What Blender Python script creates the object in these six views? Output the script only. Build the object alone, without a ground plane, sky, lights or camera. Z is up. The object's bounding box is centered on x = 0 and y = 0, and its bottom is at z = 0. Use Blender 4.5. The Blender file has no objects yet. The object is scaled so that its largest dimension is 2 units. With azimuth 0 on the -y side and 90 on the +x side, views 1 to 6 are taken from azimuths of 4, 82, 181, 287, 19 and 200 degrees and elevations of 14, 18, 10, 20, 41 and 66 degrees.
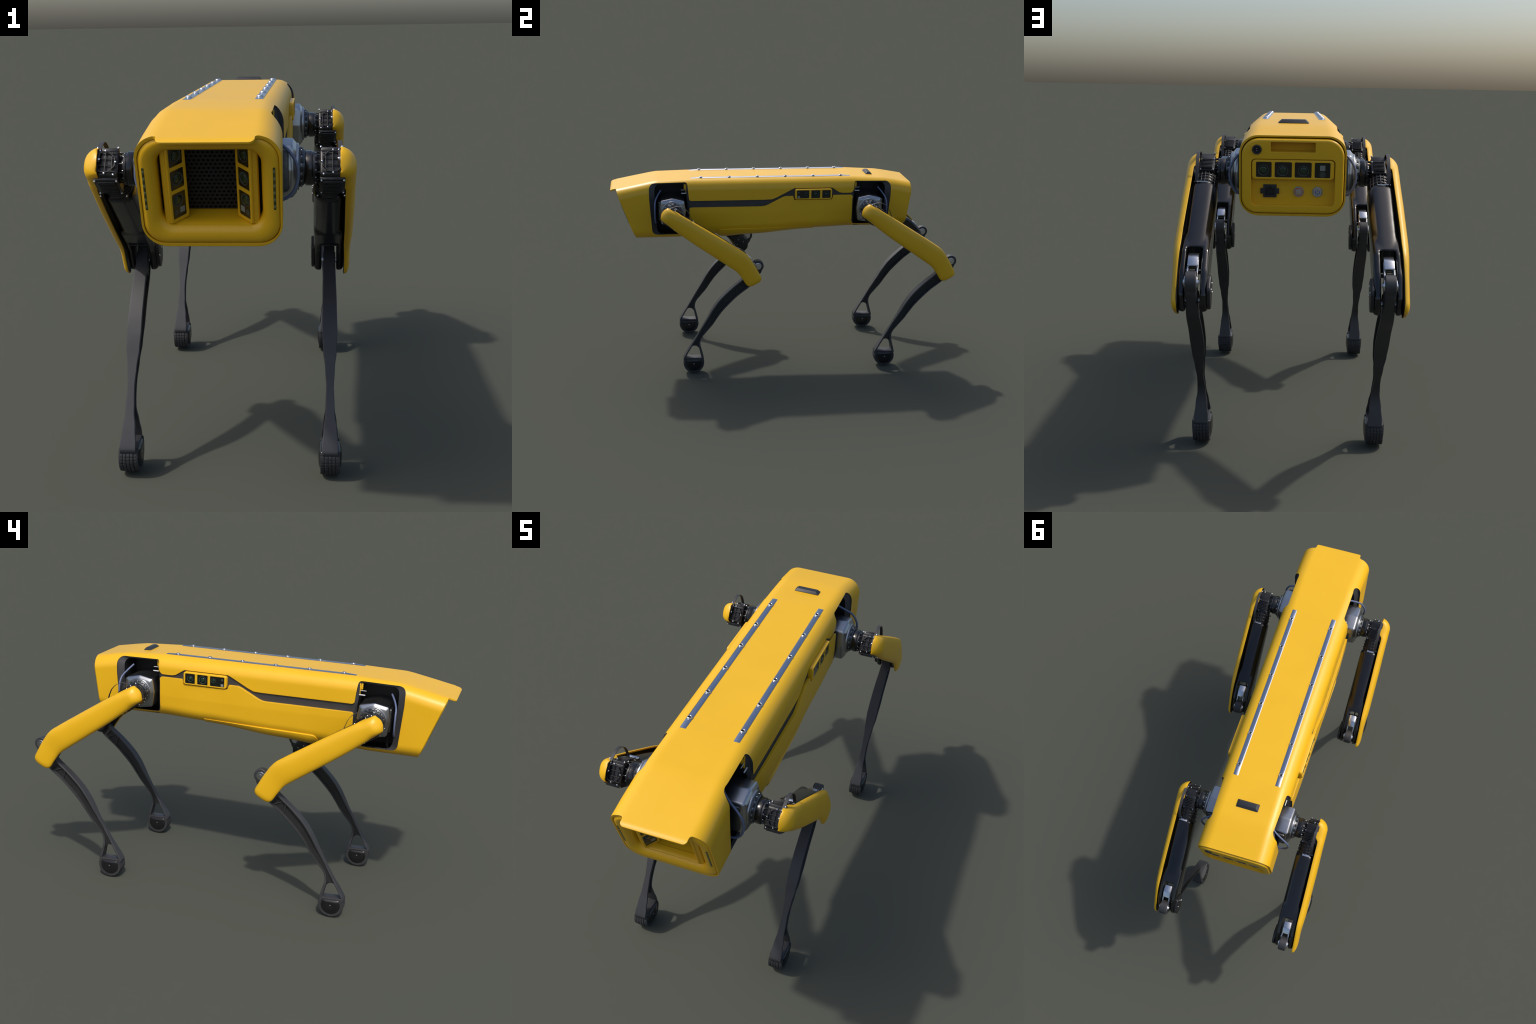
import bpy, bmesh, math, random
from math import sin, cos, pi, sqrt, atan2, radians
from mathutils import Vector, Matrix
random.seed(7)

# ------------------------------------------------------------------ materials
def mat(name, col, rough=0.5, metal=0.0, coat=0.0, bevel=0.0, noise=0.0, nscale=60.0,
        bump=0.0, bscale=300.0, rvar=0.0, spec=0.5, coat_rough=0.15, wear=None, sheen=0.0):
    m = bpy.data.materials.new(name)
    m.use_nodes = True
    nt = m.node_tree
    N, L = nt.nodes, nt.links
    p = N["Principled BSDF"]
    p.inputs["Base Color"].default_value = (*col, 1)
    p.inputs["Roughness"].default_value = rough
    p.inputs["Metallic"].default_value = metal
    p.inputs["Coat Weight"].default_value = coat
    p.inputs["Coat Roughness"].default_value = coat_rough
    p.inputs["Specular IOR Level"].default_value = spec
    tc = N.new("ShaderNodeTexCoord")
    if noise or rvar:
        nz = N.new("ShaderNodeTexNoise")
        nz.inputs["Scale"].default_value = nscale
        nz.inputs["Detail"].default_value = 6
        L.new(tc.outputs["Object"], nz.inputs["Vector"])
        if noise:
            cr = N.new("ShaderNodeValToRGB")
            cr.color_ramp.elements[0].position = 0.3
            cr.color_ramp.elements[1].position = 0.7
            cr.color_ramp.elements[0].color = (*[c * (1 - noise) for c in col], 1)
            cr.color_ramp.elements[1].color = (*[min(1, c * (1 + noise)) for c in col], 1)
            L.new(nz.outputs["Fac"], cr.inputs["Fac"])
            src = cr.outputs["Color"]
            if wear:
                n2 = N.new("ShaderNodeTexNoise")
                n2.inputs["Scale"].default_value = 170
                n2.inputs["Detail"].default_value = 3
                L.new(tc.outputs["Object"], n2.inputs["Vector"])
                r2 = N.new("ShaderNodeValToRGB")
                r2.color_ramp.elements[0].position = 0.70
                r2.color_ramp.elements[1].position = 0.76
                L.new(n2.outputs["Fac"], r2.inputs["Fac"])
                mx = N.new("ShaderNodeMix")
                mx.data_type = 'RGBA'
                L.new(r2.outputs["Color"], mx.inputs["Factor"])
                L.new(src, mx.inputs[6])
                mx.inputs[7].default_value = (*wear, 1)
                src = mx.outputs[2]
            L.new(src, p.inputs["Base Color"])
        if rvar:
            mr = N.new("ShaderNodeMapRange")
            mr.inputs["From Min"].default_value = 0.3
            mr.inputs["From Max"].default_value = 0.7
            mr.inputs["To Min"].default_value = rough - rvar
            mr.inputs["To Max"].default_value = rough + rvar
            L.new(nz.outputs["Fac"], mr.inputs["Value"])
            L.new(mr.outputs["Result"], p.inputs["Roughness"])
    nrm = None
    if bevel:
        bv = N.new("ShaderNodeBevel")
        bv.samples = 6
        bv.inputs["Radius"].default_value = bevel
        nrm = bv.outputs["Normal"]
    if bump:
        bn = N.new("ShaderNodeTexNoise")
        bn.inputs["Scale"].default_value = bscale
        bn.inputs["Detail"].default_value = 3
        L.new(tc.outputs["Object"], bn.inputs["Vector"])
        bp = N.new("ShaderNodeBump")
        bp.inputs["Strength"].default_value = bump
        bp.inputs["Distance"].default_value = 0.002
        L.new(bn.outputs["Fac"], bp.inputs["Height"])
        if nrm:
            L.new(nrm, bp.inputs["Normal"])
        nrm = bp.outputs["Normal"]
    if nrm:
        L.new(nrm, p.inputs["Normal"])
    return m

YELLOW = mat("yellow_paint", (0.765, 0.428, 0.009), rough=0.39, spec=0.5, noise=0.02, nscale=6, rvar=0.03, bevel=0.003, bump=0.015, bscale=500)
LINER = mat("charcoal_plastic", (0.038, 0.037, 0.039), rough=0.55, noise=0.12, nscale=40, bump=0.05, bscale=700, bevel=0.002, wear=(0.014, 0.014, 0.014))
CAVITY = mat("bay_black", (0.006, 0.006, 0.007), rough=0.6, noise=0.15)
GLOSS = mat("gloss_black_composite", (0.0065, 0.0065, 0.0075), rough=0.22, noise=0.1, nscale=30, coat=0.25, rvar=0.04)
CAST = mat("black_cast_metal", (0.011, 0.011, 0.012), rough=0.4, noise=0.25, nscale=90, bump=0.12, bscale=420, bevel=0.0015)
RUBBER = mat("tread_rubber", (0.030, 0.030, 0.032), rough=0.7, noise=0.15, nscale=120, bump=0.1, bscale=600)
SHIN = mat("graphite_composite", (0.034, 0.034, 0.037), rough=0.5, noise=0.10, nscale=25, bump=0.04, bscale=500, bevel=0.002, wear=(0.018, 0.018, 0.02))
SHINWEB = mat("graphite_web", (0.014, 0.014, 0.015), rough=0.6, noise=0.15, nscale=40)
FOOTCAP = mat("foot_cap_plastic", (0.010, 0.010, 0.011), rough=0.28, noise=0.15, nscale=50)
STEEL = mat("bright_steel", (0.62, 0.63, 0.66), rough=0.24, metal=1.0, noise=0.04, nscale=40, rvar=0.03)
RAIL = mat("anodised_rail", (0.46, 0.49, 0.56), rough=0.26, metal=1.0, noise=0.03, nscale=12, rvar=0.02)
MOTOR = mat("machined_motor_case", (0.40, 0.41, 0.43), rough=0.30, metal=1.0, noise=0.05, nscale=25, rvar=0.03, bevel=0.003)
MOTORDARK = mat("dark_motor_face", (0.10, 0.105, 0.11), rough=0.36, metal=0.9, noise=0.2, nscale=110, bevel=0.0015)
CABLE = mat("cable_jacket", (0.11, 0.14, 0.24), rough=0.4, noise=0.06)
GLASS = mat("camera_window", (0.006, 0.0075, 0.0065), rough=0.12, noise=0.2, nscale=200, coat=0.4)
LENS = mat("lens_green", (0.012, 0.035, 0.018), rough=0.2, noise=0.3, nscale=260, coat=0.5)
LENSRING = mat("lens_ring", (0.045, 0.055, 0.045), rough=0.35)
SENSOR = mat("sensor_square", (0.22, 0.23, 0.21), rough=0.4, noise=0.06)
GRILLE = mat("grille_black", (0.008, 0.008, 0.009), rough=0.6, noise=0.1)
PLUG = mat("connector_plastic", (0.020, 0.022, 0.027), rough=0.45, noise=0.1)
LEDON = mat("led_lens_pale", (0.15, 0.17, 0.065), rough=0.3, noise=0.1, nscale=200)
LEDOFF = mat("led_strip_dark", (0.05, 0.05, 0.012), rough=0.35, noise=0.2, nscale=200)
RED = mat("red_ring", (0.55, 0.06, 0.03), rough=0.4)
BLUE = mat("blue_mark", (0.04, 0.10, 0.42), rough=0.4)
PIN = mat("white_pin", (0.6, 0.6, 0.6), rough=0.4)

# ------------------------------------------------------------------ 2-d helpers
def lerp(a, b, t):
    return a + (b - a) * t

def interp(pts, x, smooth=False):
    if x <= pts[0][0]:
        return pts[0][1]
    for (a, va), (b, vb) in zip(pts, pts[1:]):
        if x <= b:
            t = (x - a) / (b - a)
            if smooth:
                t = t * t * (3 - 2 * t)
            return va + (vb - va) * t
    return pts[-1][1]

def catmull(pts, n=8):
    P = [tuple(2 * a - b for a, b in zip(pts[0], pts[1]))] + list(pts) + [tuple(2 * a - b for a, b in zip(pts[-1], pts[-2]))]
    out = []
    for i in range(1, len(P) - 2):
        for k in range(n):
            t = k / n
            out.append(tuple(0.5 * (2 * b + (c - a) * t + (2 * a - 5 * b + 4 * c - d) * t * t + (3 * b - a - 3 * c + d) * t ** 3)
                             for a, b, c, d in zip(P[i - 1], P[i], P[i + 1], P[i + 2])))
    out.append(tuple(pts[-1]))
    return out

def fillet(corners, n=6):
    """closed polygon; corners (x, y, r) -> points with rounded corners"""
    out = []
    m = len(corners)
    for i in range(m):
        a, b, c = corners[i - 1], corners[i], corners[(i + 1) % m]
        r = b[2] if len(b) > 2 else 0
        B = Vector(b[:2])
        d1, d2 = Vector(a[:2]) - B, Vector(c[:2]) - B
        l1, l2 = d1.length, d2.length
        d1.normalize(); d2.normalize()
        ang = d1.angle(d2)
        if r <= 0 or ang > 3.1:
            out.append((B.x, B.y)); continue
        t = min(r / math.tan(ang / 2), 0.49 * l1, 0.49 * l2)
        rr = t * math.tan(ang / 2)
        ctr = B + (d1 + d2).normalized() * (rr / sin(ang / 2))
        p1, p2 = B + d1 * t - ctr, B + d2 * t - ctr
        a1, a2 = atan2(p1.y, p1.x), atan2(p2.y, p2.x)
        da = (a2 - a1 + pi) % (2 * pi) - pi
        for k in range(n + 1):
            q = a1 + da * k / n
            out.append((ctr.x + rr * cos(q), ctr.y + rr * sin(q)))
    return out

def area(p):
    return 0.5 * sum(p[i - 1][0] * p[i][1] - p[i][0] * p[i - 1][1] for i in range(len(p)))

def offset(p, d):
    """inset a closed polygon by d"""
    s = 1 if area(p) > 0 else -1
    n = len(p)
    out = []
    for i in range(n):
        a, b, c = Vector(p[i - 1]), Vector(p[i]), Vector(p[(i + 1) % n])
        e1, e2 = b - a, c - b
        if e1.length < 1e-7: e1 = e2
        if e2.length < 1e-7: e2 = e1
        n1 = Vector((-e1.y, e1.x)).normalized() * s
        n2 = Vector((-e2.y, e2.x)).normalized() * s
        m = n1 + n2
        if m.length < 1e-6:
            m = n1
        m.normalize()
        k = max(0.5, m.dot(n1))
        q = b + m * (d / k)
        out.append((q.x, q.y))
    return out

def rrect(x0, x1, y0, y1, r, n=6, rt=None):
    rt = r if rt is None else rt
    return fillet([(x0, y0, r), (x1, y0, r), (x1, y1, rt), (x0, y1, rt)], n)

def circle(cx, cy, r, n=32):
    return [(cx + r * cos(2 * pi * k / n), cy + r * sin(2 * pi * k / n)) for k in range(n)]

# ------------------------------------------------------------------ mesh builder
class Build:
    def __init__(self):
        self.v, self.f, self.m = [], [], []

    def add(self, verts, faces, mi=0):
        o = len(self.v)
        self.v += [tuple(q) for q in verts]
        self.f += [[i + o for i in fc] for fc in faces]
        self.m += [mi] * len(faces)
        return self

    def loft(self, rings, closed=True, caps=(True, True), mi=0):
        n = len(rings[0])
        V = [q for r in rings for q in r]
        F = []
        for i in range(len(rings) - 1):
            for j in range(n if closed else n - 1):
                k = (j + 1) % n
                F.append([i * n + j, i * n + k, (i + 1) * n + k, (i + 1) * n + j])
        if caps[0]: F.append(list(range(n))[::-1])
        if caps[1]: F.append([(len(rings) - 1) * n + j for j in range(n)])
        return self.add(V, F, mi)

    def prism(self, out, h0, h1, mp, bev=0.0, seg=3, both=False, mi=0):
        rings = []
        prof = []
        if both and bev:
            for k in range(seg + 1):
                a = pi / 2 * k / seg
                prof.append((bev * (1 - sin(a)), h0 + (bev * (1 - cos(a))) * (1 if h1 > h0 else -1)))
        else:
            prof.append((0, h0))
        sg = 1 if h1 > h0 else -1
        if bev:
            for k in range(seg + 1):
                a = pi / 2 * k / seg
                prof.append((bev * (1 - cos(a)), h1 - sg * bev * (1 - sin(a))))
        else:
            prof.append((0, h1))
        for d, h in prof:
            o = offset(out, d) if d > 1e-9 else out
            rings.append([mp(a, b, h) for a, b in o])
        return self.loft(rings, mi=mi)

    def lathe_x(self, prof, cy, cz, n=40, mi=0):
        """prof: list of (x, r), axis along x"""
        rings = []
        for x, r in prof:
            rings.append([(x, cy + r * cos(2 * pi * k / n), cz + r * sin(2 * pi * k / n)) for k in range(n)])
        return self.loft(rings, mi=mi)

    def lathe(self, prof, origin, axis, n=24, mi=0):
        """prof: list of (h, r) along axis"""
        ax = Vector(axis).normalized()
        t = Vector((0, 0, 1)) if abs(ax.z) < 0.9 else Vector((1, 0, 0))
        e1 = ax.cross(t).normalized(); e2 = ax.cross(e1)
        o = Vector(origin)
        rings = [[tuple(o + ax * h + (e1 * cos(2 * pi * k / n) + e2 * sin(2 * pi * k / n)) * max(r, 1e-5)) for k in range(n)] for h, r in prof]
        return self.loft(rings, mi=mi)

    def bolt(self, p, axis, r=0.003, h=0.0025, mi=0, n=10):
        return self.lathe([(-0.002, r), (h * 0.5, r), (h * 0.9, r * 0.75), (h, r * 0.3)], p, axis, n, mi)

    def box(self, c, e, half, mi=0, bev=0.0):
        """c centre, e three axes, half sizes"""
        c = Vector(c); e = [Vector(q).normalized() for q in e]
        hx, hy, hz = half
        if bev <= 0: bev = min(half) * 0.15
        out = rrect(-hx, hx, -hy, hy, bev, 2)
        mp = lambda a, b, h: tuple(c + e[0] * a + e[1] * b + e[2] * h)
        return self.prism(out, -hz, hz, mp, bev, 2, True, mi)

    def tube(self, path, r, n=10, mi=0, rx=None, flat=None):
        rings = []
        prev = None
        P = [Vector(q) for q in path]
        for i, p in enumerate(P):
            t = (P[min(i + 1, len(P) - 1)] - P[max(i - 1, 0)]).normalized()
            if prev is None:
                a = Vector((1, 0, 0)) if abs(t.x) < 0.9 else Vector((0, 1, 0))
            else:
                a = prev
            a = (a - t * a.dot(t)).normalized()
            prev = a
            b = t.cross(a)
            r1, r2 = (r, r) if rx is None else (rx, r)
            rings.append([tuple(p + a * r1 * cos(2 * pi * k / n) + b * r2 * sin(2 * pi * k / n)) for k in range(n)])
        return self.loft(rings, mi=mi)

    def mesh(self, name, mats, angle=35, origin=(0, 0, 0), mirror=False, recalc=True):
        o = Vector(origin)
        s = -1 if mirror else 1
        V = [((q[0] - o.x) * s, q[1] - o.y, q[2] - o.z) for q in self.v]
        F = [f[::-1] for f in self.f] if mirror else self.f
        me = bpy.data.meshes.new(name)
        me.from_pydata(V, [], F)
        for m in mats: me.materials.append(m)
        me.polygons.foreach_set("material_index", self.m)
        if recalc:
            bm = bmesh.new(); bm.from_mesh(me)
            bmesh.ops.recalc_face_normals(bm, faces=bm.faces)
            bm.to_mesh(me); bm.free()
        smooth(me, angle)
        return me

    def obj(self, name, mats, parent=None, **k):
        return put(name, self.mesh(name, mats if isinstance(mats, (list, tuple)) else [mats], **k), parent)

def smooth(me, angle=35):
    me.polygons.foreach_set("use_smooth", [True] * len(me.polygons))
    me.set_sharp_from_angle(angle=radians(angle))
    me.update()

def put(name, me, parent=None, loc=(0, 0, 0)):
    ob = bpy.data.objects.new(name, me)
    bpy.context.scene.collection.objects.link(ob)
    ob.location = loc
    if parent: ob.parent = parent
    return ob

def baked(ob):
    """apply the modifiers of a temporary object, return its mesh and delete it"""
    dg = bpy.context.evaluated_depsgraph_get()
    dg.update()
    me = bpy.data.meshes.new_from_object(ob.evaluated_get(dg))
    bpy.data.objects.remove(ob)
    return me

def boolean(me, cutters, op='DIFFERENCE'):
    ob = put("tmp", me)
    tmp = []
    for c in cutters:
        co = put("cut", c); tmp.append(co)
        md = ob.modifiers.new("b", 'BOOLEAN')
        md.operation = op; md.object = co; md.solver = 'EXACT'; md.material_mode = 'TRANSFER'
    r = baked(ob)
    for t in tmp: bpy.data.objects.remove(t)
    return r

# ------------------------------------------------------------------ root
root = bpy.data.objects.new("robot_dog", None)
bpy.context.scene.collection.objects.link(root)
root["label"] = "yellow four-legged walking robot with black jointed legs"
root["category"] = "robot"

# ------------------------------------------------------------------ body profile
ZT = [(-1.06, 1.018), (-1.0, 1.0540), (-0.994, 1.0595), (-0.985, 1.0640), (-0.975, 1.0662), (-0.77, 1.1078), (-0.735, 1.1130), (-0.54, 1.1195), (0.39, 1.1215), (0.585, 1.1105), (0.63, 1.104), (0.80, 1.073)]
ZB = [(-1.06, 0.777), (-0.62, 0.776), (-0.42, 0.790), (-0.2, 0.800), (0.17, 0.815), (0.4, 0.822), (0.80, 0.821)]
WB = [(-1.06, 0.1775), (-0.90, 0.1765), (-0.76, 0.1735), (-0.5, 0.1685), (0.37, 0.1675), (0.6, 0.1700), (0.80, 0.1735)]
W = 0.1770
WR = 0.1720
def width(y): return interp(WB, y, True)
PANEL = [(-0.56, 0.0040), (-0.40, 0.0090), (-0.1, 0.0100), (0.2, 0.0080), (0.40, 0.0045)]
RT, RB = 0.062, 0.062
def ztop(y): return interp(ZT, y)
def zbot(y): return interp(ZB, y, True)
FA, FK = -0.8580, -0.375
def yfront(z): return FA + FK * (z - 0.785)
RA, RK = 0.742, 0.14
def yrear(z): return RA + RK * (z - 1.06)

# edge lines of the dark side strip (y, z)
UPPER = [(-0.60, 1.001), (-0.11, 1.001), (-0.075, 1.003), (-0.05, 1.013), (0.040, 1.060), (0.055, 1.066), (0.272, 1.066), (0.285, 1.058), (0.316, 1.038), (0.335, 1.034), (0.45, 1.034)]
LOWER = [(-0.60, 0.963), (-0.135, 0.963), (-0.118, 0.965), (-0.100, 0.972), (-0.015, 1.016), (0.0, 1.021), (0.045, 1.021), (0.053, 0.998), (0.272, 0.998), (0.281, 1.023), (0.45, 1.023)]
def zedge(y): return 0.5 * (interp(UPPER, y) + interp(LOWER, y)) if not (0.045 < y < 0.282) else 1.02

def section(y, grow=0.0):
    zt, zb = ztop(y) + grow, zbot(y) - grow
    w = width(y) + grow
    pts = []
    for k in range(12): pts.append((lerp(0, w - RT, k / 12), zt))
    for k in range(14):
        a = pi / 2 * k / 14
        pts.append((w - RT + RT * sin(a), zt - RT + RT * cos(a)))
    for k in range(44): pts.append((w, lerp(zt - RT, zb + RB, k / 44)))
    for k in range(11):
        a = pi / 2 * k / 11
        pts.append((w - RB + RB * cos(a), zb + RB - RB * sin(a)))
    for k in range(9): pts.append((lerp(w - RB, 0, k / 8), zb))
    # the lower side panel stands proud of the upper cover
    fy = interp([(-0.62, 0), (-0.57, 1), (0.405, 1), (0.45, 0)], y, True)
    ze = zedge(y)
    out = []
    for x, z in pts:
        if fy > 0 and x > 0.05:
            t = min(1, max(0, (ze + 0.004 - z) / 0.008))
            x += interp(PANEL, y, True) * fy * t * min(1, (x - 0.05) / 0.1)
        if z < 0.93:
            x -= 0.0065 * fy * min(1.0, (0.93 - z) / 0.10) * min(1, x / 0.15)      # flank leans in below
        out.append((x, z))
    return out

ys = []
y = -1.05
while y < 0.80:
    ys.append(y); y += 0.0125
for extra in (-0.999, -0.996, -0.992, -0.983, -0.979, -0.972, -0.75, -0.54, 0.39):
    ys.append(extra + 0.0003)
ys.sort()
b = Build()
rings = []
for y in ys:
    s = section(y)
    rings.append([(x, y, z) for x, z in s] + [(-x, y, z) for x, z in s[-2:0:-1]])
b.loft(rings)
me = b.mesh("body", [YELLOW, LINER, CAVITY])
bm = bmesh.new(); bm.from_mesh(me)
r = bmesh.ops.bisect_plane(bm, geom=bm.verts[:] + bm.edges[:] + bm.faces[:], plane_co=(0, yrear(1.06), 1.06), plane_no=(0, 1, -RK), clear_outer=True)
fc = bmesh.ops.contextual_create(bm, geom=[e for e in r["geom_cut"] if isinstance(e, bmesh.types.BMEdge)])["faces"]
bmesh.ops.recalc_face_normals(bm, faces=bm.faces)
bm.to_mesh(me); bm.free()

# hip bays: prisms that taper inward
BAYC = -0.079                       # mirror line of front and rear bays
def bay_outline(zlow, front, dz=0.0):
    o = [(-0.779, 1.102, 0.032), (-0.563, 1.106, 0.014), (-0.552, 1.0, 0.02), (-0.552, zlow, 0.010), (-0.763, zlow, 0.034), (-0.779, 1.02, 0.05)]
    p = fillet(o, 6)
    return p
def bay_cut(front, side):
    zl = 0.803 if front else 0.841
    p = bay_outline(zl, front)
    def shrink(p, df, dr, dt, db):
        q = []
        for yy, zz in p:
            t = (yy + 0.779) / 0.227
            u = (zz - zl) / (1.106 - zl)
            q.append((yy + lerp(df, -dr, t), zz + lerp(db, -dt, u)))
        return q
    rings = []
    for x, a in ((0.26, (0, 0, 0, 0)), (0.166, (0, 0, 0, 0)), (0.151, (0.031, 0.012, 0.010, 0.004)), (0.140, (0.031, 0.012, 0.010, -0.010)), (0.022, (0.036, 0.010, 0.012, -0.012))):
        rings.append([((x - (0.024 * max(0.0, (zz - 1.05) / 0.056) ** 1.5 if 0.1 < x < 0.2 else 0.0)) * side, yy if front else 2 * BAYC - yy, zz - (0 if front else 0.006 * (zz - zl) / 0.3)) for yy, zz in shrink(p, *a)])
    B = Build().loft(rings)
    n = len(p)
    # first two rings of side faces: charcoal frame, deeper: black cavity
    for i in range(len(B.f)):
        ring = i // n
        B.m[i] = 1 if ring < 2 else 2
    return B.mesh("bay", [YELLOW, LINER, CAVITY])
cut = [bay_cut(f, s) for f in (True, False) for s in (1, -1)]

def strip_cut(side):
    up = [q for q in UPPER]; lo = [q for q in LOWER]
    up = [(-0.556, 1.0150), (-0.5515, 1.0075), (-0.5475, 1.0035), (-0.541, 1.001)] + up[1:-1] + [(0.384, 1.034), (0.390, 1.0365), (0.394, 1.0405), (0.403, 1.052)]
    lo = [(-0.556, 0.9490), (-0.5515, 0.9565), (-0.5475, 0.9605), (-0.541, 0.963)] + lo[1:-1] + [(0.384, 1.023), (0.390, 1.0205), (0.394, 1.0165), (0.403, 1.005)]
    poly = up + lo[::-1]
    B = Build().loft([[(side * h, a, c) for a, c in poly] for h in (0.1615, 0.1645, 0.23)])
    B.m = [1] * len(poly) + [0] * len(poly) + [1, 0]        # dark floor, yellow panel edges
    return B.mesh("strip", [YELLOW, LINER, CAVITY])
cut += [strip_cut(1), strip_cut(-1)]

# front end: slanted face with the hood left as an overhanging visor
NF = Vector((0, -1, FK)).normalized()
def fmap(x, z, h=0.0):
    p = Vector((x, yfront(z), z)) + NF * h
    return (p.x, p.y, p.z)
def visor_under(y): return ztop(y) - interp([(-1.0, 0.0060), (-0.985, 0.0085), (-0.97, 0.0085), (-0.95, 0.0115)], y)
yv = [lerp(-0.9675, -1.004, k / 6) for k in range(7)]
zc0 = visor_under(-0.962)
prof = [(yfront(0.70), 0.70), (yfront(zc0), zc0)] + [(q, visor_under(q)) for q in yv] + [(-1.2, visor_under(-1.004) - 0.01), (-1.2, 0.70)]
cut.append(Build().prism(prof, -0.3, 0.3, lambda a, c, h: (h, a, c)).mesh("c", [YELLOW, LINER, CAVITY]))
HWV, TIP = 0.1165, -1.0002
for sd in (1, -1):
    # plan of what is cut away beside and ahead of the visor: x against distance ahead of the face plane
    dt = yfront(1.062) - TIP
    pl2 = fillet([(0.40, 0.0005), (HWV, 0.0005, 0.011), (HWV, dt, 0.015), (-0.013 - 0.003 * sd, dt), (-0.013 - 0.003 * sd, 0.3), (0.40, 0.3)], 7)
    cut.append(Build().prism(pl2, 0.60, 1.30, lambda a, c, h, sd=sd: (sd * a, yfront(h) - c if c < 0.2 else -1.4, h)).mesh("c", [YELLOW, LINER, CAVITY]))
def front_outline(d, ds, db, dt, r_b, r_t):
    return rrect(-(W - ds * d), W - ds * d, 0.779 + db * d, 1.0665 - dt * d, max(r_b, 0.004), 8, max(r_t, 0.004))
cut.append(Build().prism(offset(front_outline(0, 0, 0, 0, 0.056, 0.062), 0.0065), -0.012, 0.06, fmap).mesh("c", [YELLOW, LINER, CAVITY]))
# recess behind the rear rim
NR = Vector((0, 1, -RK)).normalized()
def rim(x, z, h=0.0):
    p = Vector((x, yrear(z), z)) + NR * h
    return (p.x, p.y, p.z)
cut.append(Build().prism(rrect(-(WR - 0.0050), WR - 0.0050, 0.8290, 1.0775, 0.052, 8, 0.058), -0.050, 0.06, rim).mesh("c", [YELLOW, LINER, CAVITY]))
# mouth cavity
cut.append(Build().prism(rrect(-0.1385, 0.1385, 0.829, 1.038, 0.02, 4), -0.100, 0.10, fmap).mesh("c", [YELLOW, LINER, CAVITY]))
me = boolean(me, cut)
bm = bmesh.new(); bm.from_mesh(me)
parts = {}
for idx in (0, 1, 2):
    b2 = bm.copy()
    bmesh.ops.delete(b2, geom=[f for f in b2.faces if f.material_index != idx], context='FACES')
    for f in b2.faces: f.material_index = 0
    m2 = bpy.data.meshes.new("body_part")
    b2.to_mesh(m2); b2.free()
    parts[idx] = m2
bm.free()
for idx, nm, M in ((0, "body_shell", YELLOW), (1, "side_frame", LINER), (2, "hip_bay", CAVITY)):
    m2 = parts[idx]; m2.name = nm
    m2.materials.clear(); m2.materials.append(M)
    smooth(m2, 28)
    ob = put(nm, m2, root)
    if idx == 0: shell = ob

# battery cover under the belly
B = Build()
rings = []
for k in range(49):
    y = lerp(-0.392, 0.172, k / 48)
    t = k / 48
    zs = interp([(-0.392, 0.806), (-0.386, 0.822), (-0.372, 0.832), (0.172, 0.838)], y)      # seam height
    end = interp([(-0.392, 0.0), (-0.38, 0.6), (-0.35, 1.0), (-0.1, 1.0), (0.172, 0.15)], y)
    zb = zbot(y) - 0.0040 - 0.016 * end * interp([(-0.35, 1), (0.172, 0.1)], y)
    w = width(y) + interp(PANEL, y, True) + 0.0016
    prof = []
    r = 0.0640
    top = max(zs, zb + 0.004)
    lean = lambda z: 0.0065 * min(1.0, max(0.0, (0.93 - z) / 0.10))
    x_at = lambda z: (w if z > zb + r else w - r + sqrt(max(0, r * r - (zb + r - z) ** 2))) - lean(z)
    zz = [lerp(top, zb, (i / 16)) for i in range(17)]
    right = [(x_at(z) + 0.0, z) for z in zz]
    right[0] = (right[0][0] - 0.006, right[0][1])
    ring = right + [(lerp(right[-1][0], -right[-1][0], i / 8), zb) for i in range(1, 8)] + [(-x, z) for x, z in right[::-1]]
    ring = [(x, z) for x, z in ring]
    rings.append([(x, y, z) for x, z in ring] )
B.loft(rings).obj("battery_cover", YELLOW, root, angle=40)

# ------------------------------------------------------------------ top rails with bolts
def topmap(a, c, h): return (a, c, ztop(c) + h)
bolt_me = None
for s in (1, -1):
    B = Build()
    out = [(s * 0.1005 - 0.0112, -0.541), (s * 0.1005 + 0.0112, -0.541)]
    ring = []
    for k in range(24):
        c = lerp(-0.541, 0.388, k / 23)
        e = 0.0036 if 0 < k < 23 else 0.0008
        z = ztop(c)
        ring.append([(s * 0.1005 + dx, c, z + dz) for dx, dz in ((-0.0112, -0.002), (-0.0112, e * 0.3), (-0.0075, e), (0.0060, e * 1.02), (0.0112, e * 0.3), (0.0112, -0.002))])
    rail = B.loft(ring).obj("mounting_rail", RAIL, root, angle=30)
    if bolt_me is None:
        bb = Build()
        bb.lathe([(0, 0.0100), (0.0016, 0.0100), (0.0040, 0.0088), (0.0048, 0.0070), (0.0040, 0.0056), (0.0010, 0.0050), (0.0010, 0.0001)], (0, 0, 0), (0, 0, 1), 28)
        for i, f in enumerate(bb.f):
            if i >= 4 * 28: bb.m[i] = 1
        bolt_me = bb.mesh("bolt", [STEEL, PLUG], angle=50)
    for k in range(6):
        c = lerp(-0.482, 0.332, k / 5)
        put("bolt", bolt_me, rail, (s * 0.1005, c, ztop(c) + 0.0033))

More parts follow.
